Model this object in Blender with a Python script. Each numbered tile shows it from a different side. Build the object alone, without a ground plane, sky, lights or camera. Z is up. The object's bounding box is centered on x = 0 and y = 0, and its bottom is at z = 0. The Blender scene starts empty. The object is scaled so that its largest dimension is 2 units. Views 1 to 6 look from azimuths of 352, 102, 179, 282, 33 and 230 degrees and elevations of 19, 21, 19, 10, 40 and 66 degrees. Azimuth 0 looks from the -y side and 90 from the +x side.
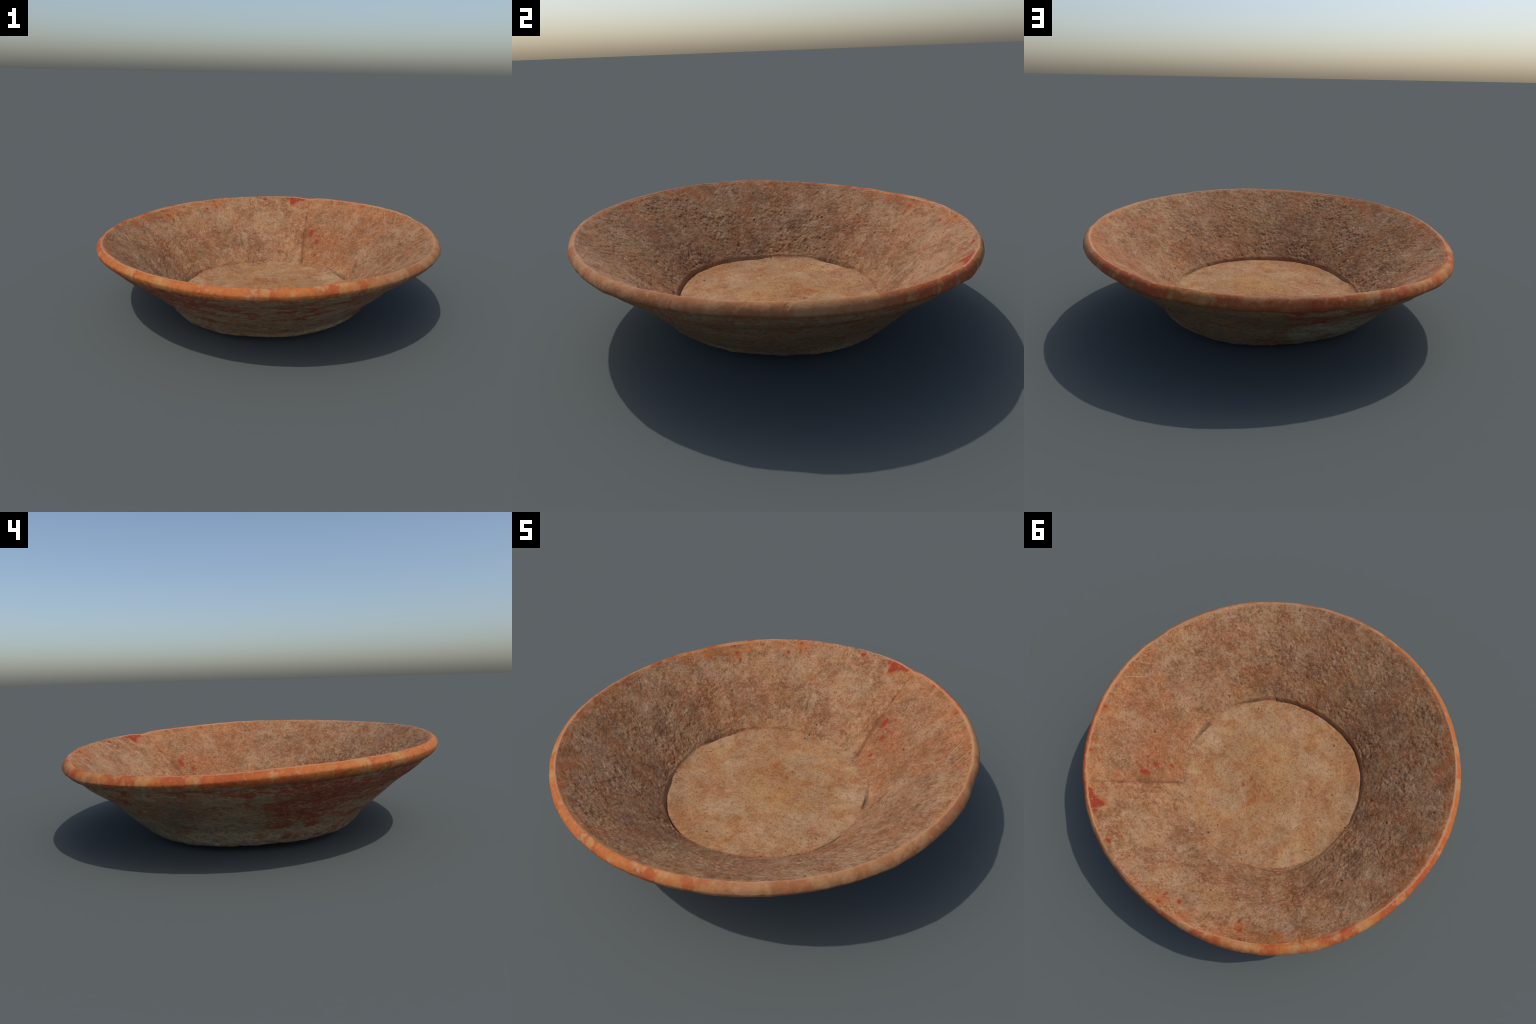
"""Weathered shallow terracotta bowl: flared wall, rolled orange rim, sunken flat floor.

The whole body is one lofted surface: for every azimuth a section (bottom, heel, outer
wall, lip, crest, inner wall, crease, floor) is laid out from slowly varying radii and
heights, roughened with noise, then split by region into parts that share borders.
"""
import bpy, math
import numpy as np

PI2 = 2 * math.pi
NTH = 1440
TH = np.arange(NTH) * PI2 / NTH

# ------------------------------------------------------------------ noise
_rng = np.random.RandomState(11)
_perm = np.tile(_rng.permutation(256), 3)
_grad = _rng.normal(size=(256, 3))
_grad /= np.linalg.norm(_grad, axis=1)[:, None]


def gnoise(P, scale, seed=0.0):
    """Gradient noise in about -1..1 at points P (n,3)."""
    q = P * scale + seed * np.array([17.3, 5.1, 9.7]) + 1000.0
    i = np.floor(q).astype(int)
    f = q - i
    i &= 255
    w = f * f * f * (f * (f * 6 - 15) + 10)
    out = np.zeros(len(P))
    for dx in (0, 1):
        for dy in (0, 1):
            for dz in (0, 1):
                h = _perm[_perm[_perm[i[:, 0] + dx] + i[:, 1] + dy] + i[:, 2] + dz]
                g = _grad[h]
                d = g[:, 0] * (f[:, 0] - dx) + g[:, 1] * (f[:, 1] - dy) + g[:, 2] * (f[:, 2] - dz)
                wx = w[:, 0] if dx else 1 - w[:, 0]
                wy = w[:, 1] if dy else 1 - w[:, 1]
                wz = w[:, 2] if dz else 1 - w[:, 2]
                out += d * wx * wy * wz
    return out * 1.6


def fbm(P, scale, octaves=3, seed=0.0, gain=0.5):
    v = np.zeros(len(P))
    a = 1.0
    for o in range(octaves):
        v += a * gnoise(P, scale * 2.03 ** o, seed + o * 3.7)
        a *= gain
    return v


def smooth(a, b, x):
    t = np.clip((x - a) / (b - a), 0, 1)
    return t * t * (3 - 2 * t)


def harmonics(c, th=TH):
    """Mean value plus cos/sin pairs around the bowl."""
    v = np.full_like(th, c[0])
    for k in range(1, (len(c) - 1) // 2 + 1):
        v = v + c[2 * k - 1] * np.cos(k * th) + c[2 * k] * np.sin(k * th)
    return v


def angle_bump(center_deg, width_deg, th=TH):
    d = (th - math.radians(center_deg) + math.pi) % PI2 - math.pi
    return np.exp(-(d / math.radians(width_deg)) ** 2)


# ------------------------------------------------------------------ section sizes round the bowl
lip_r = harmonics([0.996, -0.0027, 0.0074, 0.0063, -0.0027, 0.001, 0.0066, -0.0029, -0.0026,
                   0.0021, -0.0013, -0.0005, 0.0012])
lip_z = harmonics([0.4439, 0.0236, -0.0279, -0.001, 0.0079, 0.0014, -0.003, 0.0008, 0.004])
crest_in = harmonics([0.0310, -0.0029, -0.0024, 0.0039, -0.0003])
crest_up = harmonics([0.0355, 0.0036, 0.0066, -0.0013, -0.0022])
under_dn = harmonics([0.0338, -0.0078, -0.0094])
heel_z = harmonics([0.0249, 0.0184, -0.0164, 0.0023, -0.0015])
# outer wall radius at fractions of the height between heel and lip
WALL_AT = [0, 0.06, 0.14, 0.3, 0.5, 0.7, 0.87, 1.0]
WALL_R = [harmonics(c) for c in (
    [0.4890, 0.0319, -0.0125, -0.0037, -0.0003, 0.0013, 0.0017],
    [0.5900, 0.0178, 0.0013, 0.003, -0.0023, -0.0045, 0.0049],
    [0.6150, 0.0082, 0.0138, 0.0038, -0.0035, -0.0035, 0.0017],
    [0.6716, 0.0123, 0.0172, -0.004, -0.0063, -0.0002, -0.0011],
    [0.7499, 0.0095, 0.0122, -0.0029, -0.0034, -0.0006, -0.0004],
    [0.8286, 0.0016, 0.0156, -0.0044, 0.002, 0.0003, 0.001],
    [0.9170, 0.0042, 0.0152, 0.0019, 0.001, 0.0036, -0.0006],
    [0.9610, 0.0037, 0.0085, -0.0045, 0.0013, -0.0016, 0.0015])]


def deg_in(a, b, soft, th=TH):
    """1 inside the azimuth range a..b (degrees, going up), fading over soft degrees."""
    mid, half = math.radians((a + b) / 2), math.radians((b - a) / 2)
    d = np.abs((th - mid + math.pi) % PI2 - math.pi)
    q = math.radians(soft)
    return 1 - smooth(half - q, half + q, d)


heel_z += 0.005 * np.exp(-((TH - math.radians(325) + math.pi) % PI2 - math.pi) ** 2 / 0.5)
heel_z = np.maximum(heel_z, 0.001)

# flats and swellings of the hand-built outer wall: azimuth range, fade, change of radius at each level
for lo, hi, soft, change in (
        (80, 126, 12, (0.020, -0.014, -0.026, -0.032, -0.036, -0.027, -0.014, -0.004)),
        (58, 82, 8, (0.012, 0.002, 0.0, -0.004, -0.012, -0.016, -0.014, -0.004)),
        (160, 206, 12, (0.0, -0.004, -0.014, -0.024, -0.020, -0.010, 0.0, 0.0)),
        (24, 52, 8, (0.030, 0.006, -0.008, -0.013, -0.010, -0.004, 0.0, 0.0)),
        (-148, -110, 9, (0.010, 0.010, 0.012, 0.006, 0.0, -0.004, -0.004, 0.0)),
        (-76, -44, 10, (0.0, -0.003, -0.008, -0.009, -0.006, -0.002, 0.0, 0.0)),
        (-14, 22, 10, (0.0, 0.0, 0.0, 0.006, 0.012, 0.008, 0.003, 0.0))):
    for w, dr in zip(WALL_R, change):
        w += dr * deg_in(lo, hi, soft)
floor_r = harmonics([0.5325, 0.0044, 0.0128, 0.0030, -0.0001, 0.0018, 0.0034, -0.0042, -0.006])
# worn dips where old breaks were mended, and a flat on the +x side
lip_z -= 0.009 * angle_bump(62.5, 3.6) + 0.005 * angle_bump(145.5, 4.5)
lip_r -= 0.006 * angle_bump(3, 6) + 0.003 * angle_bump(145, 4)
lip_r += 0.004 * angle_bump(-30, 9)

FLOOR = (0.0994, 0.0319, -0.0251)          # floor plane: height, slope in x, slope in y


ring_pts = np.stack([0.53 * np.cos(TH), 0.53 * np.sin(TH), 0 * TH], 1)
crease_sharp = np.maximum(deg_in(139, 162, 6), deg_in(198, 339, 9))   # undercut crease here, soft fillet elsewhere
floor_r = floor_r + 0.0035 * fbm(ring_pts, 11, 3, 31.0) * (0.3 + 0.7 * crease_sharp)
crease_depth = 0.011 * crease_sharp * (0.9 + 0.5 * fbm(ring_pts, 7, 2, 32.0)) + 0.014 * angle_bump(12, 7)
crack_depth = 0.016 * deg_in(232, 345, 10) * smooth(-0.5, 0.3, fbm(ring_pts, 9, 2, 33.0)) + 0.006 * crease_sharp
fillet = 0.024 * (1 - crease_sharp) * (1 - 0.6 * angle_bump(12, 10)) + 0.003

crest_r = lip_r - crest_in
crest_z = lip_z + crest_up
under_r = WALL_R[-1]
under_z = lip_z - under_dn

rows, regions = [], []                       # each row: (radius array, height array)


def add(r, z, region):
    rows.append((np.broadcast_to(r, TH.shape).copy(), np.broadcast_to(z, TH.shape).copy()))
    regions.append(region)


# bottom, slightly domed so that it stands on its middle
for f in (0.25, 0.5, 0.7, 0.85, 0.95):
    add(WALL_R[0] * f, heel_z * f ** 5 * 0.9, 'base')
# outer wall, its corners eased
ts = np.linspace(0, 1, 120)
table = np.array([[np.interp(t, WALL_AT, [w[i] for w in WALL_R]) for i in range(0, NTH, 8)] for t in ts])
kern = np.hanning(11)[1:-1]
kern /= kern.sum()
pad = np.vstack([np.repeat(table[:1], 4, 0), table, np.repeat(table[-1:], 4, 0)])
table = sum(kern[i] * pad[i:i + len(ts)] for i in range(9))
for t, row in zip(ts, table):
    r = np.interp(TH, TH[::8], row, period=PI2)
    add(r, heel_z + (under_z - heel_z) * t, 'base' if t < 0.05 else ('outer_wall' if t < 0.93 else 'rim'))
# lip: nearly flat bands with eased corners
for t in np.linspace(0, 1, 15)[1:]:
    q = t * math.pi / 2
    f, g = 0.7 * np.sin(q) + 0.3 * t, 0.7 * np.cos(q) + 0.3 * (1 - t)
    add(under_r + (lip_r - under_r) * f, lip_z - (lip_z - under_z) * g, 'rim')
for t in np.linspace(0, 1, 15)[1:]:
    q = t * math.pi / 2
    f, g = 0.75 * np.cos(q) + 0.25 * (1 - t), 0.75 * np.sin(q) + 0.25 * t
    add(crest_r + (lip_r - crest_r) * f, lip_z + (crest_z - lip_z) * g, 'rim')
# inside: height as a function of radius
cosT, sinT = np.cos(TH), np.sin(TH)


def floor_height(r, c=cosT, sn=sinT):
    """Slightly tilted plane that sinks towards its edge, most on the -x +y side."""
    back = np.clip(0.15 - c, 0, 1)
    sag = 0.013 + 0.011 * (c * math.cos(math.radians(155)) + sn * math.sin(math.radians(155)))
    return FLOOR[0] + FLOOR[1] * r * c + FLOOR[2] * r * sn - sag * (smooth(0.15, 0.75, r / 0.53) - 0.6 * back * smooth(0.78, 1.0, r / 0.53))


def inside_height(r):
    s = (r - floor_r) / (crest_r - floor_r)
    fl = floor_height(r)
    fz = FLOOR[0] + FLOOR[1] * floor_r * cosT + FLOOR[2] * floor_r * sinT
    up = np.clip(s, 0, 1)
    # wall swells inwards; below its foot it drops steeply to the floor
    wall = fz + (crest_z - fz) * (up + INNER_SWELL * np.sin(math.pi * up ** 0.85) + np.minimum(s, 0) * 4.0)
    d = wall - fl
    z = fl + 0.5 * (d + np.sqrt(d * d + fillet * fillet))
    g = (r - floor_r + 0.004) / 0.0075
    k = (r - floor_r + 0.001) / 0.0042
    return z - crease_depth * np.exp(-g * g) - crack_depth * np.exp(-k * k)


INNER_SWELL = 0.070 + 0.014 * deg_in(85, 190, 15) + 0.012 * deg_in(142, 172, 8)
inner_s = np.concatenate([1 - np.linspace(0, 1, 151)[1:-1] * 0.95, np.linspace(0.05, -0.09, 60)])
for s in inner_s:
    r = floor_r + (crest_r - floor_r) * s
    reg = 'rim' if s > 0.965 else ('inner_wall' if s > -0.01 else 'floor')
    add(r, inside_height(r), reg)
last = rows[-1][0].copy()
for s in np.linspace(1, 0.012, 150)[1:]:
    add(last * s, inside_height(last * s), 'floor')

NR = len(rows)
Rg = np.array([a for a, b in rows])
Zg = np.array([b for a, b in rows])
V = np.stack([Rg * cosT, Rg * sinT, Zg], -1)          # (NR, NTH, 3)


def grid_normals(V):
    du = np.zeros_like(V)
    du[1:-1] = V[2:] - V[:-2]
    du[0] = V[1] - V[0]
    du[-1] = V[-1] - V[-2]
    dv = np.roll(V, -1, 1) - np.roll(V, 1, 1)
    n = np.cross(dv, du)
    return n / (np.linalg.norm(n, axis=2, keepdims=True) + 1e-12)


N = grid_normals(V)
regarr = np.array(regions)
idx_in = np.where((regarr == 'inner_wall') | (regarr == 'floor'))[0]
row_in0 = np.where(regarr == 'inner_wall')[0][0]
P = V.reshape(-1, 3)
th_all = np.broadcast_to(TH, (NR, NTH)).reshape(-1)
reg_all = np.repeat(regarr, NTH)
is_inner = (reg_all == 'inner_wall')
is_floor = (reg_all == 'floor')
is_rim = (reg_all == 'rim')
is_out = (reg_all == 'outer_wall')
is_base = (reg_all == 'base')
rr = np.hypot(P[:, 0], P[:, 1])

# inside rows count as "inside" all the way from the crest to the floor centre
inside = (np.repeat(np.arange(NR), NTH) >= row_in0 - 6)
floor_r_all = np.broadcast_to(floor_r, (NR, NTH)).reshape(-1)
crest_r_all = np.broadcast_to(crest_r, (NR, NTH)).reshape(-1)
s_all = (rr - floor_r_all) / (crest_r_all - floor_r_all)
wallmask = smooth(-0.02, 0.05, s_all) * (1 - smooth(0.93, 1.0, s_all)) * inside

disp = np.zeros(len(P))
# large hand-made undulation everywhere
disp += 0.0030 * gnoise(P, 3.1, 1.0) * (1 - 0.6 * is_rim)
disp += 0.0016 * fbm(P, 9.0, 2, 2.0)
# lumpy, pitted inner wall, strongest on the side away from the mended sector
rough = 0.22 + 0.78 * deg_in(120, 365, 25, th_all)
warp = P + 0.014 * np.stack([gnoise(P, 22, 5), gnoise(P, 22, 6), gnoise(P, 22, 7)], 1)
lump = np.abs(gnoise(warp, 25, 3.0)) * 0.5 + 0.34 * gnoise(P, 46, 4.0) + 0.22 * gnoise(P, 85, 24.0) - 0.5 * smooth(0.30, 0.75, gnoise(P, 36, 21.0))
patch = 0.45 + 0.55 * smooth(-0.3, 0.4, gnoise(P, 6, 8.0))
disp += wallmask * rough * patch * (0.0088 * (lump - 0.22)) * (1 - 0.5 * smooth(0.75, 1.0, s_all))
# floor: fine scuffing
fmask = is_floor * smooth(0.03, 0.06, np.abs(rr - floor_r_all) + 0.02)
disp += fmask * 0.0012 * fbm(P, 40, 2, 9.0)
# outer wall: turning marks run round the bowl
Q = P * np.array([1, 1, 2.5])
disp += is_out * (0.0012 * fbm(Q, 11, 3, 12.0) + 0.0012 * fbm(P, 40, 2, 13.0) - 0.0025 * smooth(0.45, 0.8, gnoise(P, 34, 14.0)))
# rim: small knocks and wear
disp += is_rim * (0.0010 * fbm(P, 22, 3, 15.0) - 0.002 * smooth(0.5, 0.8, gnoise(P, 30, 16.0)))
# heel: chips
heel = (is_base | is_out) * smooth(0.45, 0.54, rr) * (1 - smooth(0.09, 0.13, P[:, 2]))
disp += heel * (0.0022 * fbm(P, 18, 3, 18.0) - 0.004 * smooth(0.45, 0.75, gnoise(P, 22, 19.0)))


def seg_dist(P, a, b):
    a, b, P = np.array(a)[:2], np.array(b)[:2], P[:, :2]
    ab = b - a
    t = np.clip(((P - a) @ ab) / (ab @ ab), 0, 1)
    return np.linalg.norm(P - a - t[:, None] * ab, axis=1), t


# paths and marks on the inside are given in plan (x, y)
GROOVE = [(0.472, 0.847), (0.419, 0.728), (0.390, 0.635), (0.361, 0.550), (0.332, 0.447)]
FOLD = [(0.839, 0.178), (0.793, 0.186), (0.676, 0.236), (0.575, 0.280), (0.464, 0.317)]
gd = [0.003, 0.006, 0.011, 0.012, 0.009]
ins_idx = np.where(inside)[0]
Pi = P[ins_idx]


def carve(path, depth, width):
    best = np.zeros(len(Pi))
    for k in range(len(path) - 1):
        d, t = seg_dist(Pi, path[k], path[k + 1])
        dep = depth[k] * (1 - t) + depth[k + 1] * t
        best = np.maximum(best, dep * np.exp(-(d / width) ** 2))
    disp[ins_idx] -= best


carve(GROOVE, gd, 0.014)
carve(FOLD, [0.001, 0.002, 0.004, 0.004, 0.004], 0.020)
carve([GROOVE[-1], (0.405, 0.385), FOLD[-1]], [0.006, 0.005, 0.004], 0.014)
# dark pits, given where they sit
PITS = [
    (0.221, 0.45, 5), (-0.006, 0.527, 6), (-0.017, 0.493, 7), (-0.014, 0.427, 5), (0.02, 0.572, 5), (-0.181, 0.597, 4),
    (-0.344, 0.684, 5), (0.038, 0.921, 4), (0.413, 0.71, 5), (0.419, 0.728, 4), (-0.168, 0.839, 4), (-0.224, 0.432, 4),
    (-0.26, 0.443, 4), (-0.459, 0.602, 5), (-0.644, -0.258, 6), (-0.722, 0.137, 6), (-0.369, -0.046, 5), (-0.443, 0.132, 5),
    (-0.49, -0.126, 5), (-0.195, -0.123, 5), (-0.295, -0.202, 5), (-0.643, 0.334, 4), (0.574, -0.116, 6), (0.596, 0.395, 6),
    (0.421, -0.221, 5), (0.43, 0.117, 4), (0.821, -0.156, 5), (0.802, -0.522, 6), (0.838, -0.461, 5), (0.273, -0.775, 5),
    (0.615, -0.702, 5), (0.386, -0.699, 5), (-0.066, -0.419, 6), (-0.034, -0.737, 5), (0.399, -0.348, 7), (-0.778, -0.425, 4)]
for x, y, mm in PITS:
    d = np.linalg.norm(Pi[:, :2] - (x, y), axis=1)
    disp[ins_idx] -= 0.0035 * np.exp(-(d / (mm * 0.001)) ** 2)

P = P + N.reshape(-1, 3) * disp[:, None]
P[:, 2] = np.maximum(P[:, 2], 0.0)
P[:, 2] -= P[:, 2].min()
P[:, 0] -= 0.5 * (P[:, 0].max() + P[:, 0].min())
P[:, 1] -= 0.5 * (P[:, 1].max() + P[:, 1].min())
V = P.reshape(NR, NTH, 3)
N = grid_normals(V).reshape(-1, 3)

# ------------------------------------------------------------------ node helpers


class Tree:
    def __init__(self, name):
        self.near_rim = False          # keep only the marks that reach the rim (lighter node tree)
        self.mat = bpy.data.materials.new(name)
        self.mat.use_nodes = True
        self.t = self.mat.node_tree
        self.t.nodes.clear()
        self.out = self.t.nodes.new('ShaderNodeOutputMaterial')
        self.bsdf = self.t.nodes.new('ShaderNodeBsdfPrincipled')
        self.t.links.new(self.bsdf.outputs[0], self.out.inputs[0])
        self.pos = self.t.nodes.new('ShaderNodeTexCoord').outputs['Object']
        sep = self.t.nodes.new('ShaderNodeSeparateXYZ')
        self.link(self.pos, sep.inputs[0])
        self.x, self.y, self.z = sep.outputs
        self.r = self.math('SQRT', self.math('ADD', self.math('MULTIPLY', self.x, self.x), self.math('MULTIPLY', self.y, self.y)))
        self.c = self.math('DIVIDE', self.x, self.r)
        self.s = self.math('DIVIDE', self.y, self.r)

    def link(self, a, b):
        if hasattr(a, 'is_linked'):
            self.t.links.new(a, b)
        else:
            b.default_value = a

    def math(self, op, a, b=None, c=None, clamp=False):
        n = self.t.nodes.new('ShaderNodeMath')
        n.operation = op
        n.use_clamp = clamp
        for i, v in enumerate((a, b, c)):
            if v is not None:
                self.link(v, n.inputs[i])
        return n.outputs[0]

    def vmath(self, op, a, b=None, scale=None):
        n = self.t.nodes.new('ShaderNodeVectorMath')
        n.operation = op
        self.link(a, n.inputs[0])
        if b is not None:
            self.link(b, n.inputs[1])
        if scale is not None:
            self.link(scale, n.inputs['Scale'])
        return n.outputs['Value'] if op in ('DISTANCE', 'LENGTH', 'DOT_PRODUCT') else n.outputs['Vector']

    def noise(self, scale, detail=3.0, rough=0.55, vec=None, distortion=0.0, offset=0.0, color=False):
        v = vec if vec is not None else self.pos
        if offset:
            v = self.vmath('ADD', v, (offset, offset * 0.7, -offset * 1.3))
        n = self.t.nodes.new('ShaderNodeTexNoise')
        n.inputs['Scale'].default_value = scale
        n.inputs['Detail'].default_value = detail
        n.inputs['Roughness'].default_value = rough
        n.inputs['Distortion'].default_value = distortion
        self.link(v, n.inputs['Vector'])
        return n.outputs['Color'] if color else n.outputs['Fac']

    def voronoi(self, scale, feature='F1', vec=None, rand=1.0):
        n = self.t.nodes.new('ShaderNodeTexVoronoi')
        n.feature = feature
        n.inputs['Scale'].default_value = scale
        n.inputs['Randomness'].default_value = rand
        self.link(vec if vec is not None else self.pos, n.inputs['Vector'])
        return n.outputs['Distance']

    def ramp(self, v, a, b, lo=0.0, hi=1.0):
        n = self.t.nodes.new('ShaderNodeMapRange')
        n.interpolation_type = 'SMOOTHSTEP'
        self.link(v, n.inputs[0])
        for i, q in enumerate((a, b, lo, hi)):
            self.link(q, n.inputs[i + 1])
        return n.outputs[0]

    def mix(self, fac, a, b, mode='MIX'):
        n = self.t.nodes.new('ShaderNodeMix')
        n.data_type = 'RGBA'
        n.blend_type = mode
        n.clamp_factor = True
        self.link(fac, n.inputs[0])
        for v, s in ((a, n.inputs[6]), (b, n.inputs[7])):
            if isinstance(v, tuple) and len(v) == 3:
                v = v + (1.0,)
            self.link(v, s)
        return n.outputs[2]

    def mul(self, *v):
        o = v[0]
        for q in v[1:]:
            o = self.math('MULTIPLY', o, q)
        return o

    def warped(self, amp, scale, detail=3.0, vec=None):
        n = self.noise(scale, detail, 0.6, color=True)
        d = self.vmath('SUBTRACT', n, (0.5, 0.5, 0.5))
        return self.vmath('ADD', vec if vec is not None else self.pos, self.vmath('SCALE', d, scale=amp))

    def spots(self, pts, vec, soft, unit=0.001):
        """Mask of blots; pts are (x, y, z, radius)."""
        best = None
        if self.near_rim:
            pts = [p for p in pts if math.hypot(p[0], p[1]) > 0.86]
            if not pts:
                return 0.0
        for *p, r in pts:
            p = tuple(p) + (0.0,) * (3 - len(p))
            d = self.math('SUBTRACT', self.vmath('DISTANCE', vec, p), r * unit)
            best = d if best is None else self.math('MINIMUM', best, d)
        return self.ramp(best, soft, -soft)

    def strokes(self, segs, vec, soft, unit=0.001):
        """Mask of straight marks; segs are (p, q, half width)."""
        best = None
        if self.near_rim:
            segs = [g for g in segs if max(math.hypot(*g[0][:2]), math.hypot(*g[1][:2])) > 0.9]
            if not segs:
                return 0.0
        for p, q, w in segs:
            p, q = tuple(p) + (0.0,) * (3 - len(p)), tuple(q) + (0.0,) * (3 - len(q))
            ab = [q[i] - p[i] for i in range(3)]
            L2 = sum(v * v for v in ab)
            rel = self.vmath('SUBTRACT', vec, tuple(p))
            t = self.math('DIVIDE', self.vmath('DOT_PRODUCT', rel, tuple(ab)), L2, clamp=True)
            near = self.vmath('SCALE', tuple(ab), scale=t)
            d = self.math('SUBTRACT', self.vmath('DISTANCE', rel, near), w * unit)
            best = d if best is None else self.math('MINIMUM', best, d)
        return self.ramp(best, soft, -soft)

    def facing_angle(self, deg, inner, outer):
        """1 where the azimuth is within inner degrees of deg, 0 beyond outer degrees."""
        a = math.radians(deg)
        d = self.math('ADD', self.math('MULTIPLY', self.c, math.cos(a)), self.math('MULTIPLY', self.s, math.sin(a)))
        return self.ramp(d, math.cos(math.radians(outer)), math.cos(math.radians(inner)))

    def finish(self, color, bump, strength, distance, rough=0.85):
        b = self.t.nodes.new('ShaderNodeBump')
        b.inputs['Strength'].default_value = strength
        b.inputs['Distance'].default_value = distance
        self.link(bump, b.inputs['Height'])
        self.link(b.outputs[0], self.bsdf.inputs['Normal'])
        self.link(color, self.bsdf.inputs['Base Color'])
        self.link(rough, self.bsdf.inputs['Roughness'])
        self.bsdf.inputs['Specular IOR Level'].default_value = 0.25
        return self.mat


# ------------------------------------------------------------------ colours
CLAY = (0.245, 0.108, 0.047)
CLAY_DARK = (0.159, 0.072, 0.033)
CLAY_TAN = (0.299, 0.153, 0.067)
CLAY_PINK = (0.304, 0.149, 0.079)
GREY_DUST = (0.318, 0.222, 0.129)
OCHRE = (0.376, 0.208, 0.065)
ORANGE = (0.357, 0.123, 0.033)
RED = (0.261, 0.030, 0.010)
UMBER = (0.050, 0.024, 0.016)


def inside_colour(T):
    flat = T.vmath('MULTIPLY', T.pos, (1.0, 1.0, 0.0))

    def wp(amp, scale, detail=3.0):
        return T.vmath('MULTIPLY', T.warped(amp, scale, detail), (1.0, 1.0, 0.0))

    col = T.mix(T.ramp(T.noise(3.5, 3, 0.55), 0.40, 0.60), CLAY, CLAY_TAN)
    col = T.mix(T.mul(T.ramp(T.noise(5.5, 4, 0.6, offset=3.1), 0.48, 0.60), 0.8), col, CLAY_PINK)
    col = T.mix(T.mul(T.ramp(T.noise(6.5, 4, 0.65, offset=7.7), 0.51, 0.63), 0.7), col, CLAY_DARK)
    col = T.mix(T.mul(T.ramp(T.noise(8.0, 4, 0.65, offset=5.7), 0.53, 0.63), 0.55), col, (0.309, 0.118, 0.041))
    # pale wear running down the wall: noise stretched along the radius by using the direction only
    ray = T.t.nodes.new('ShaderNodeCombineXYZ')
    T.link(T.math('MULTIPLY', T.c, 3.0), ray.inputs[0])
    T.link(T.math('MULTIPLY', T.s, 3.0), ray.inputs[1])
    T.link(T.math('MULTIPLY', T.r, 1.5), ray.inputs[2])
    streak = T.noise(3.2, 4, 0.6, vec=ray.outputs[0])
    col = T.mix(T.mul(T.ramp(streak, 0.52, 0.61), 0.75), col, (0.362, 0.213, 0.107))
    col = T.mix(T.mul(T.ramp(streak, 0.45, 0.36), 0.45), col, (0.207, 0.090, 0.039))
    # mended sector between the groove and the fold: redder, smoother slip
    sector = T.mul(T.facing_angle(37, 13, 23), T.ramp(T.r, 0.52, 0.58))
    col = T.mix(T.mul(sector, 0.40), col, (0.289, 0.118, 0.050))
    # floor: paler, yellower, with ochre and pinkish clouds
    onfloor = 0.0
    if not T.near_rim:
        onfloor = T.ramp(T.math('ADD', T.r, T.math('MULTIPLY', T.math('SUBTRACT', T.noise(9), 0.5), T.math('ADD', 0.04, T.math('MULTIPLY', T.facing_angle(58, 50, 85), 0.22)))), 0.548, 0.518)
        fcol = T.mix(T.ramp(T.noise(4.0, 4, 0.6, offset=1.7), 0.40, 0.60), (0.345, 0.190, 0.088), (0.400, 0.252, 0.134))
        fcol = T.mix(T.mul(T.ramp(T.noise(5.0, 4, 0.6, offset=5.2), 0.52, 0.62), 0.65), fcol, (0.285, 0.123, 0.048))
        fcol = T.mix(T.mul(T.spots([(0.10, -0.05, 100), (0.24, -0.09, 60), (-0.04, 0.0, 60), (0.28, 0.16, 40)], wp(0.30, 7.0, 5), 0.10), 0.6), fcol, OCHRE)
        fcol = T.mix(T.mul(T.spots([(-0.30, 0.29, 75), (0.15, -0.375, 80), (-0.25, -0.20, 50), (-0.12, -0.40, 50)], wp(0.16, 6), 0.05), 0.65), fcol, (0.362, 0.222, 0.133))
        fcol = T.mix(T.mul(T.spots([(-0.30, -0.13, 70), (0.40, -0.20, 60), (-0.42, 0.10, 40)], wp(0.14, 8), 0.05), 0.55), fcol, (0.289, 0.121, 0.050))
        col = T.mix(T.mul(onfloor, 0.9), col, fcol)
    # pale worn clouds on the wall
    col = T.mix(T.mul(T.spots([(-0.225, 0.772, 60), (0.066, 0.743, 55), (-0.457, 0.689, 50), (-0.31, 0.83, 35), (0.36, 0.80, 30), (0.12, 0.80, 45)],
                              wp(0.11, 9), 0.05), 0.7), col, (0.372, 0.232, 0.119))
    col = T.mix(T.mul(T.spots([(-0.805, 0.060, 24), (-0.809, 0.130, 26), (0.877, -0.129, 34), (0.83, -0.16, 22)], wp(0.05, 12), 0.02), 0.75), col, (0.333, 0.184, 0.093))
    col = T.mix(T.mul(T.strokes([((0.727, 0.469), (0.669, 0.414), 13), ((0.935, 0.075), (0.85, 0.205), 5), ((0.905, -0.31), (0.60, -0.36), 6)],
                                wp(0.03, 30), 0.012), 0.6), col, GREY_DUST)
    # plaster-smooth strip up to the rim
    strip = T.strokes([((-0.590, 0.478), (-0.825, 0.545), 36)], wp(0.04, 14), 0.02)
    col = T.mix(T.mul(strip, 0.7), col, (0.299, 0.151, 0.084))
    # brown stains
    col = T.mix(T.mul(T.spots([(0.117, -0.901, 34), (-0.023, -0.837, 40), (-0.75, 0.211, 36), (0.62, 0.60, 55), (0.54, 0.66, 40), (0.66, 0.52, 36)],
                              wp(0.08, 14), 0.04), 0.6), col, (0.174, 0.080, 0.034))
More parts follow.
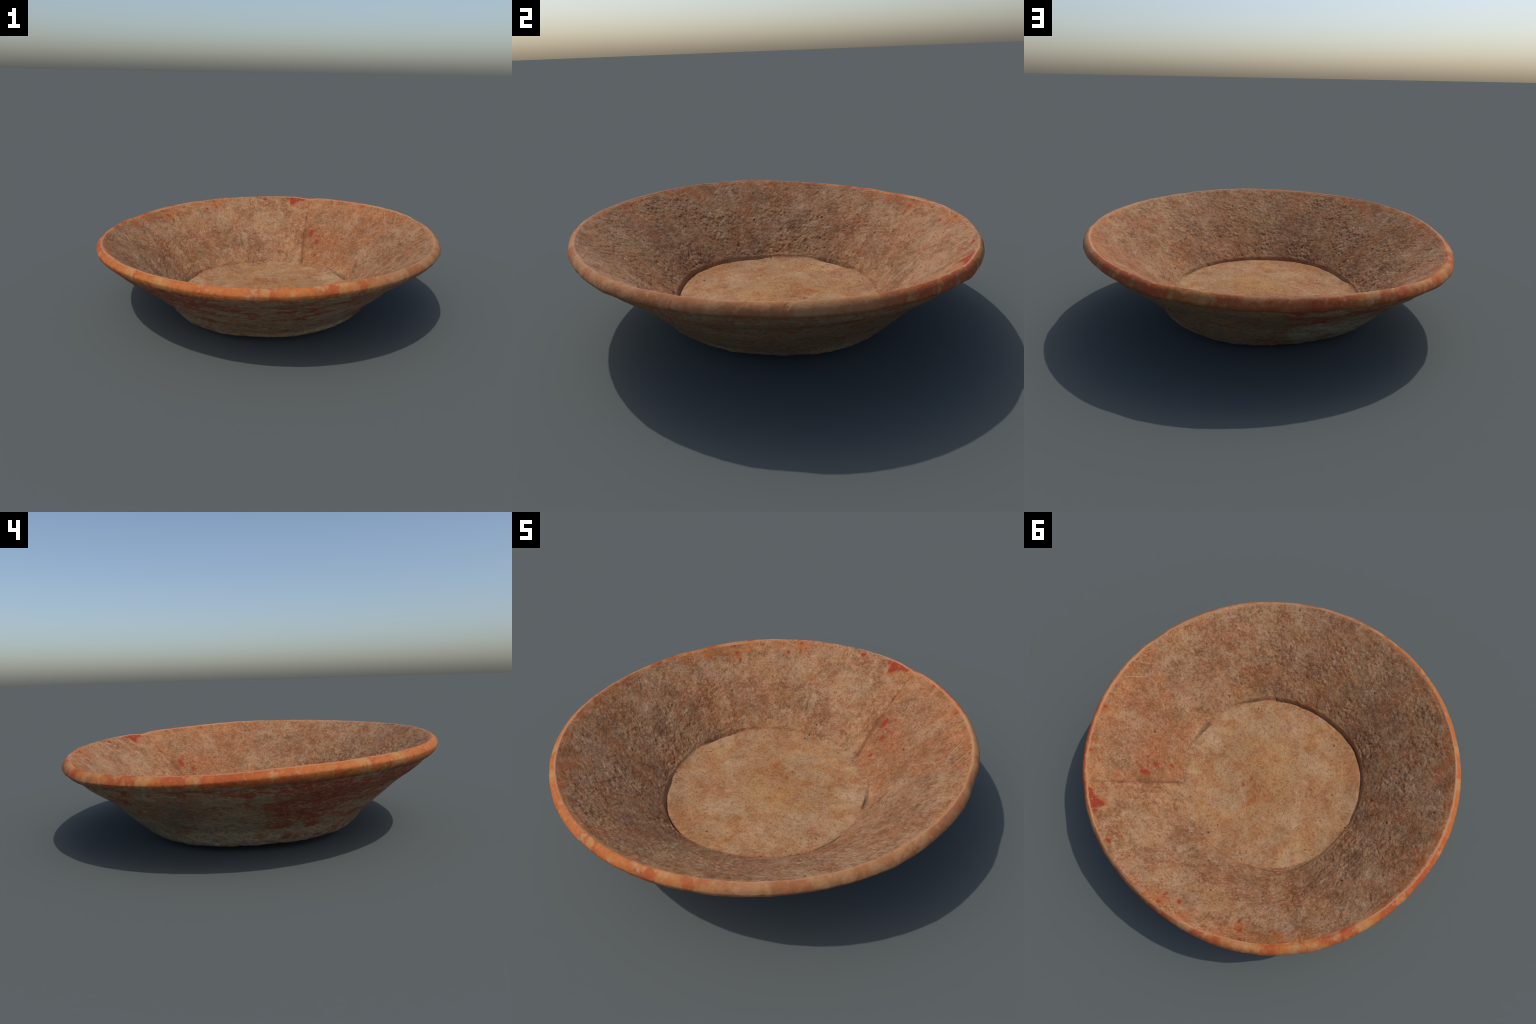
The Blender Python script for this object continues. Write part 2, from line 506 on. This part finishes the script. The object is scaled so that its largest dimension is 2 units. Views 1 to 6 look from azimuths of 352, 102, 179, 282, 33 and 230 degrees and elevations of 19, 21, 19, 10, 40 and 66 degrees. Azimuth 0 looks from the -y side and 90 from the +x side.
    col = T.mix(T.mul(T.spots([(0.01, 0.52, 50), (-0.14, 0.488, 36), (-0.22, 0.44, 26)], wp(0.08, 14), 0.05), 0.55), col, (0.183, 0.090, 0.043))
    # orange tint creeping down from the rim
    edge = T.math('ADD', T.r, T.math('MULTIPLY', T.math('SUBTRACT', T.noise(12, 4, 0.65, offset=2.0), 0.5), 0.22))
    side = T.math('MAXIMUM', T.facing_angle(-140, 25, 45), T.math('MAXIMUM', T.facing_angle(112, 12, 26), T.facing_angle(142, 6, 12)))
    side = T.math('MAXIMUM', side, T.math('MULTIPLY', T.facing_angle(30, 30, 60), 0.7))
    col = T.mix(T.mul(T.ramp(edge, 0.88, 0.96), side, 0.8), col, ORANGE)
    # streak along the fold and in the corner of the mended sector
    col = T.mix(T.mul(T.strokes([(FOLD[i], FOLD[i + 1], 12) for i in range(4)] + [((0.464, 0.317), (0.38, 0.46), 24), ((0.46, 0.30), (0.34, 0.207), 12)],
                                wp(0.05, 16), 0.02), 0.7), col, (0.328, 0.123, 0.039))
    col = T.mix(T.mul(T.strokes([((GROOVE[i][0] + 0.012, GROOVE[i][1] - 0.006), (GROOVE[i + 1][0] + 0.012, GROOVE[i + 1][1] - 0.006), 13) for i in range(4)],
                                wp(0.015, 30), 0.01), 0.6), col, (0.318, 0.142, 0.057))
    # grain: mottled crumbs, pale fibres, dark crumbs; quieter on the floor, the strip and the mended sector
    quiet = T.math('MAXIMUM', T.math('MULTIPLY', onfloor, 0.45), T.math('MAXIMUM', T.math('MULTIPLY', sector, 0.4), T.math('MULTIPLY', strip, 0.7)))
    loud = T.math('SUBTRACT', 1.0, quiet)
    mott = T.noise(34, 5, 0.72, vec=T.warped(0.02, 25, 2), offset=9.0)
    col = T.mix(T.mul(T.ramp(mott, 0.50, 0.61), 0.55, loud), col, (0.380, 0.228, 0.126))
    col = T.mix(T.mul(T.ramp(mott, 0.48, 0.38), 0.58, loud), col, (0.140, 0.062, 0.029))
    col = T.mix(T.mul(T.ramp(T.noise(13, 5, 0.7, offset=2.6), 0.50, 0.60), 0.50), col, (0.285, 0.106, 0.040))
    col = T.mix(T.mul(T.ramp(T.noise(9, 5, 0.7, offset=21.0), 0.53, 0.63), 0.40), col, (0.300, 0.170, 0.072))
    fibre = T.voronoi(55, 'DISTANCE_TO_EDGE', T.warped(0.03, 40, 2))
    fib = T.mul(T.ramp(fibre, 0.10, 0.0), T.ramp(T.noise(16, 3, 0.6, offset=4.0), 0.47, 0.57))
    col = T.mix(T.mul(fib, 0.50), col, (0.430, 0.290, 0.175))
    grain = T.noise(85, 4, 0.75)
    col = T.mix(T.mul(T.ramp(grain, 0.52, 0.62), 0.50), col, (0.400, 0.245, 0.140))
    col = T.mix(T.mul(T.ramp(grain, 0.47, 0.36), 0.55), col, (0.135, 0.056, 0.026))
    # broad clouds of rust, pale wear and brown that tint everything beneath
    offfloor = T.math('SUBTRACT', 1.0, T.math('MULTIPLY', onfloor, 0.55))
    col = T.mix(T.mul(T.ramp(T.noise(4.5, 4, 0.65, offset=31.0), 0.46, 0.58), 0.65, offfloor), col, (1.0, 0.82, 0.68), 'MULTIPLY')
    col = T.mix(T.mul(T.ramp(T.noise(7.5, 4, 0.65, offset=35.0), 0.52, 0.62), 0.80, offfloor), col, (0.78, 0.76, 0.70), 'MULTIPLY')
    col = T.mix(T.mul(T.ramp(T.noise(6.0, 4, 0.65, offset=38.0), 0.52, 0.62), 0.85), col, (1.13, 1.15, 1.18), 'MULTIPLY')
    col = T.mix(T.mul(sector, 0.3), col, (0.95, 0.88, 0.82), 'MULTIPLY')
    if not T.near_rim:
        col = T.mix(T.mul(onfloor, T.ramp(T.noise(5.5, 4, 0.65, offset=41.0), 0.46, 0.56), 0.7), col, (1.05, 0.98, 0.84), 'MULTIPLY')
        col = T.mix(T.mul(onfloor, T.ramp(T.noise(7.0, 5, 0.65, offset=44.0), 0.53, 0.61), 0.7), col, (0.90, 0.78, 0.66), 'MULTIPLY')
    # dark line at the bottom of the seam
    col = T.mix(T.mul(T.strokes([(GROOVE[i], GROOVE[i + 1], 8) for i in (2, 3)] + [(GROOVE[1], GROOVE[2], 4), (GROOVE[0], GROOVE[1], 2)], wp(0.010, 40), 0.006), 0.72), col, (0.170, 0.062, 0.026))
    # red slip that has survived
    col = T.mix(T.mul(T.spots([(-0.80, -0.497, 18), (-0.881, -0.337, 20), (-0.86, -0.209, 12), (-0.912, -0.194, 16), (-0.624, -0.679, 18), (-0.521, -0.783, 16),
                               (-0.459, -0.821, 12), (-0.662, -0.574, 16), (-0.64, -0.619, 20), (-0.263, 0.895, 26), (-0.318, 0.838, 18), (-0.387, 0.86, 16), (-0.59, 0.69, 22),
                               (-0.032, 0.187, 14), (0.78, 0.55, 20), (0.72, 0.64, 16), (0.345, 0.85, 24), (-0.745, 0.574, 22), (0.45, 0.70, 12)],
                              wp(0.045, 60, 5), 0.016), 0.75), col, (0.328, 0.087, 0.021))
    red = T.math('MAXIMUM',
                 T.spots([(0.385, 0.880, 20), (0.350, 0.885, 30), (0.310, 0.910, 14), (0.425, 0.867, 12), (0.335, 0.865, 18), (0.405, 0.872, 14)], wp(0.020, 50, 4), 0.005),
                 T.spots([(0.425, 0.580, 18), (0.415, 0.560, 9), (0.441, 0.501, 13), (0.47, 0.53, 6), (0.51, 0.48, 5), (0.416, 0.429, 9), (0.519, 0.447, 5), (0.492, 0.512, 8), (0.479, 0.582, 6), (0.45, 0.545, 5),
                          (0.611, 0.746, 10), (0.784, 0.541, 8), (0.136, 0.935, 13), (-0.263, 0.912, 9), (-0.248, 0.869, 8), (-0.318, 0.838, 8), (-0.565, 0.669, 8),
                          (-0.606, 0.694, 9), (-0.645, 0.720, 12), (0.081, 0.164, 9), (0.075, 0.107, 8), (-0.775, 0.590, 12), (-0.795, 0.565, 12)], wp(0.040, 55, 5), 0.006))
    col = T.mix(T.mul(red, T.ramp(T.noise(75, 4, 0.75, offset=1.0), 0.34, 0.44), 0.97), col, RED)
    # scratches
    col = T.mix(T.mul(T.strokes([((0.947, 0.206), (0.921, 0.188), 2), ((0.930, 0.265), (0.884, 0.196), 2), ((0.878, 0.358), (0.837, 0.250), 2),
                                 ((0.842, 0.485), (0.818, 0.427), 2), ((0.796, -0.429), (0.777, -0.523), 2.5)], wp(0.008, 30), 0.003), 0.75), col, (0.425, 0.250, 0.116))
    # dark pits, and the dirt along the crease near the +x side
    col = T.mix(T.mul(T.spots([(x, y, mm * 0.9) for x, y, mm in PITS], wp(0.006, 90, 2), 0.003), 0.85), col, UMBER)
    sp = T.mul(T.ramp(T.voronoi(17), 0.085, 0.05), T.ramp(T.noise(9, 2, 0.5, offset=6.0), 0.45, 0.55))
    col = T.mix(T.mul(sp, 0.8), col, UMBER)
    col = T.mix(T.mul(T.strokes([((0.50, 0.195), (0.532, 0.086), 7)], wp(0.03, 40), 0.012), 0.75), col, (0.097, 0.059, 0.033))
    return col, grain, fibre


def outside_colour(T):
    q = T.vmath('MULTIPLY', T.pos, (1.0, 1.0, 3.2))
    qw = T.warped(0.10, 10, 4, q)
    col = T.mix(T.ramp(T.noise(3.0, 3, 0.55, offset=8.0), 0.36, 0.64), (0.255, 0.155, 0.080), (0.300, 0.213, 0.122))
    col = T.mix(T.mul(T.ramp(T.noise(6.0, 5, 0.65, vec=qw, offset=2.0), 0.50, 0.68), 0.6), col, (0.280, 0.150, 0.080))
    col = T.mix(T.mul(T.facing_angle(30, 55, 85), 0.5), col, (0.215, 0.122, 0.062))
    # olive-grey lower body on the -x side, charred cloud, pale patch on the +y heel
    low = T.ramp(T.z, 0.27, 0.13)
    col = T.mix(T.mul(T.facing_angle(175, 30, 60), low, 0.55), col, (0.300, 0.265, 0.175))
    col = T.mix(T.mul(T.spots([(-0.787, 0.150, 0.241, 70), (-0.68, 0.22, 0.19, 60)], T.warped(0.16, 8), 0.08), 0.75), col, (0.135, 0.110, 0.085))
    col = T.mix(T.mul(T.spots([(-0.20, 0.68, 0.15, 110), (-0.38, 0.62, 0.16, 100), (-0.50, 0.52, 0.15, 70), (-0.755, 0.36, 0.257, 40)], T.warped(0.10, 9), 0.02), 0.85), col, (0.340, 0.300, 0.190))
    col = T.mix(T.mul(T.facing_angle(60, 25, 50), T.ramp(T.noise(7, 4, 0.6, vec=qw, offset=5.5), 0.48, 0.62), 0.6), col, (0.34, 0.165, 0.060))
    # red slip, worn to horizontal streaks; densest towards -x -y
    dens = T.math('MAXIMUM', T.math('MULTIPLY', T.facing_angle(-138, 10, 40), 0.155),
                  T.math('MAXIMUM', T.math('MULTIPLY', T.facing_angle(115, 12, 35), 0.085), T.math('MULTIPLY', T.facing_angle(-90, 20, 60), 0.055)))
    dens = T.math('MAXIMUM', dens, T.math('MULTIPLY', T.facing_angle(180, 30, 55), 0.035))
    dens = T.math('MAXIMUM', dens, T.math('MULTIPLY', T.facing_angle(20, 20, 45), 0.035))
    high = T.ramp(T.z, 0.10, 0.36, -0.07, 0.025)
    patches = T.math('ADD', T.math('ADD', T.noise(5.0, 6, 0.68, vec=qw, offset=11.0), dens), high)
    extra = T.spots([(-0.62, -0.55, 0.32, 90), (-0.751, -0.319, 0.282, 45), (-0.744, -0.474, 0.342, 80), (-0.50, -0.70, 0.40, 80), (-0.575, -0.38, 0.177, 26),
                     (-0.33, -0.817, 0.357, 40), (-0.218, -0.80, 0.32, 40), (-0.268, -0.698, 0.236, 35), (0.02, -0.759, 0.252, 30), (0.10, -0.844, 0.335, 26),
                     (0.01, -0.633, 0.131, 26), (0.142, -0.59, 0.10, 24), (0.309, -0.633, 0.20, 22), (-0.257, 0.83, 0.30, 40), (-0.383, 0.80, 0.33, 55),
                     (-0.894, 0.134, 0.322, 26), (-0.847, -0.157, 0.309, 28), (-0.84, 0.40, 0.35, 45)], T.warped(0.16, 12, 5, T.pos), 0.05)
    patches = T.math('ADD', patches, T.math('MULTIPLY', extra, 0.12))
    redm = T.ramp(patches, 0.60, 0.66)
    rcol = T.mix(T.ramp(T.noise(20, 3, 0.6), 0.4, 0.65), (0.245, 0.034, 0.016), (0.280, 0.066, 0.026))
    mid = T.ramp(T.noise(11, 6, 0.75, vec=T.warped(0.05, 20, 4, T.vmath('MULTIPLY', T.pos, (1, 1, 1.7))), offset=15.0), 0.49, 0.57)
    col = T.mix(T.mul(mid, 0.6), col, (0.265, 0.085, 0.034))
    redm = T.mul(redm, T.ramp(T.noise(24, 4, 0.7, vec=q, offset=6.0), 0.36, 0.48))
    col = T.mix(T.mul(redm, 0.9), col, rcol)
    # soot and grain
    grain = T.noise(55, 5, 0.75, vec=T.vmath('MULTIPLY', T.pos, (1, 1, 1.8)))
    col = T.mix(T.mul(T.ramp(grain, 0.51, 0.64), 0.45), col, (0.38, 0.28, 0.175))
    col = T.mix(T.mul(T.ramp(grain, 0.48, 0.36), 0.6), col, (0.10, 0.055, 0.033))
    sp = T.mul(T.ramp(T.voronoi(19, vec=T.vmath('MULTIPLY', T.pos, (1, 1, 1.6))), 0.13, 0.07), T.ramp(T.noise(8, 2, 0.5, offset=3.0), 0.46, 0.54))
    col = T.mix(T.mul(sp, 0.8), col, (0.07, 0.045, 0.035))
    return col, grain


def interior_material():
    T = Tree('terracotta_interior')
    col, grain, fibre = inside_colour(T)
    h = T.math('ADD', T.math('MULTIPLY', grain, 0.8), T.math('MULTIPLY', T.noise(160, 3, 0.7), 0.4))
    h = T.math('ADD', h, T.math('MULTIPLY', T.ramp(fibre, 0.0, 0.12), 0.2))
    return T.finish(col, h, 0.75, 0.006)


def exterior_material():
    T = Tree('terracotta_exterior')
    col, grain = outside_colour(T)
    return T.finish(col, grain, 0.5, 0.006)


def rim_material():
    T = Tree('terracotta_rim_slip')
    T.near_rim = True
    ext, g1 = outside_colour(T)
    ins, g2, fibre = inside_colour(T)
    # blotches of slip along the lip, dragged a little across it
    q = T.vmath('MULTIPLY', T.warped(0.02, 30, 2), (1.0, 1.0, 0.35))
    slip = T.mix(T.ramp(T.noise(7, 4, 0.6, vec=q, offset=1.0), 0.42, 0.56), (0.400, 0.178, 0.056), (0.385, 0.125, 0.030))
    slip = T.mix(T.mul(T.ramp(T.noise(10, 3, 0.6, vec=q, offset=4.0), 0.48, 0.58), 0.9), slip, (0.330, 0.062, 0.014))
    slip = T.mix(T.mul(T.ramp(T.noise(14, 4, 0.6, vec=q, offset=9.0), 0.54, 0.66), 0.6), slip, (0.400, 0.215, 0.098))
    # worn, browner tan on the +x side
    tan = T.mix(T.ramp(T.noise(10, 4, 0.6, vec=q, offset=2.0), 0.43, 0.57), (0.340, 0.170, 0.074), (0.290, 0.112, 0.042))
    slip = T.mix(T.mul(T.facing_angle(-18, 38, 62), 0.85), slip, tan)
    slip = T.mix(T.mul(T.facing_angle(80, 34, 58), T.ramp(T.noise(11, 3, 0.6, offset=6.0), 0.42, 0.54), 0.75), slip, (0.310, 0.066, 0.017))
    slip = T.mix(T.mul(T.facing_angle(-135, 40, 65), T.ramp(T.noise(9, 3, 0.6, vec=q, offset=16.0), 0.47, 0.56), 0.75), slip, (0.400, 0.100, 0.018))
    slip = T.mix(T.mul(T.ramp(T.noise(20, 3, 0.6, offset=12.0), 0.60, 0.72), 0.45), slip, (0.370, 0.245, 0.135))
    gr = T.noise(50, 4, 0.7)
    slip = T.mix(T.mul(T.ramp(gr, 0.54, 0.68), 0.30), slip, (0.46, 0.27, 0.14))
    slip = T.mix(T.mul(T.ramp(gr, 0.46, 0.33), 0.35), slip, (0.24, 0.075, 0.028))
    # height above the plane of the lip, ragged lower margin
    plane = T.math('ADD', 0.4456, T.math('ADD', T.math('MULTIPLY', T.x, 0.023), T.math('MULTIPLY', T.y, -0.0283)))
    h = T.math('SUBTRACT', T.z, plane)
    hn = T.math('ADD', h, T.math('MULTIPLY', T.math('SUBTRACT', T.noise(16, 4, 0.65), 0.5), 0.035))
    margin = T.ramp(hn, -0.030, -0.020)
    col = T.mix(margin, ext, slip)
    dark_band = T.mul(T.ramp(hn, -0.036, -0.027), T.ramp(hn, -0.012, -0.022), T.ramp(T.noise(40, 3, 0.7), 0.40, 0.60))
    col = T.mix(T.mul(dark_band, 0.55), col, (0.13, 0.06, 0.035))
    # crest radius: inside of it the interior clay takes over, with a thin pale worn line between
    c2 = T.math('SUBTRACT', T.math('MULTIPLY', T.c, T.c), T.math('MULTIPLY', T.s, T.s))
    rc = T.math('ADD', T.math('ADD', 0.9610, T.math('MULTIPLY', T.s, 0.010)), T.math('MULTIPLY', c2, 0.0024))
    rel = T.math('SUBTRACT', T.r, rc)
    rel = T.math('ADD', rel, T.math('MULTIPLY', T.math('SUBTRACT', T.noise(25, 3, 0.6, offset=5.0), 0.5), 0.014))
    top = T.ramp(h, 0.012, 0.022)
    inner = T.mul(T.ramp(rel, 0.003, -0.004), top)
    line = T.mul(T.ramp(rel, -0.004, 0.001), T.ramp(rel, 0.009, 0.003), top)
    col = T.mix(inner, col, ins)
    col = T.mix(T.mul(line, 0.6), col, (0.42, 0.215, 0.110))
    return T.finish(col, gr, 0.4, 0.005, 0.75)


MATS = {'inner_wall': interior_material(), 'outer_wall': exterior_material(), 'rim': rim_material()}
MATS['floor'] = MATS['inner_wall']
MATS['base'] = MATS['outer_wall']

# ------------------------------------------------------------------ meshes
bowl = bpy.data.objects.new('bowl', None)
bowl.empty_display_size = 0.2
bowl["label"] = "shallow weathered terracotta bowl with flared wall and orange rim"
bowl["category"] = "bowl"
bpy.context.scene.collection.objects.link(bowl)

# band k lies between row k and row k+1 and takes the region of row k+1 going up, row k going down
band_region = []
for k in range(NR - 1):
    a, b = regions[k], regions[k + 1]
    band_region.append(a if a == b else a)


def build_part(name):
    bands = [k for k in range(NR - 1) if band_region[k] == name]
    r0, r1 = bands[0], bands[-1] + 1
    nrow = r1 - r0 + 1
    verts = V[r0:r1 + 1].reshape(-1, 3)
    norms = N.reshape(NR, NTH, 3)[r0:r1 + 1].reshape(-1, 3)
    i = np.arange(nrow - 1)[:, None] * NTH
    j = np.arange(NTH)[None, :]
    jn = (j + 1) % NTH
    quads = np.stack([i + j, i + jn, i + NTH + jn, i + NTH + j], -1).reshape(-1, 4)
    faces = quads.tolist()
    # close the two centres with a fan
    extra = None
    if r0 == 0:
        extra, ring, flip = verts[:NTH].mean(0), 0, True
    elif r1 == NR - 1:
        extra, ring, flip = verts[-NTH:].mean(0), (nrow - 1) * NTH, False
    if extra is not None:
        c = len(verts)
        verts = np.vstack([verts, extra])
        norms = np.vstack([norms, [[0, 0, -1.0 if flip else 1.0]]])
        for q in range(NTH):
            a, b = ring + q, ring + (q + 1) % NTH
            faces.append((c, b, a) if flip else (a, b, c))
    me = bpy.data.meshes.new(name)
    me.from_pydata(verts.tolist(), [], faces)
    me.polygons.foreach_set('use_smooth', [True] * len(me.polygons))
    me.update()
    me.normals_split_custom_set_from_vertices(norms.tolist())
    me.materials.append(MATS[name])
    ob = bpy.data.objects.new(name, me)
    bpy.context.scene.collection.objects.link(ob)
    ob.parent = bowl
    return ob


for part in ('base', 'outer_wall', 'rim', 'inner_wall', 'floor'):
    build_part(part)
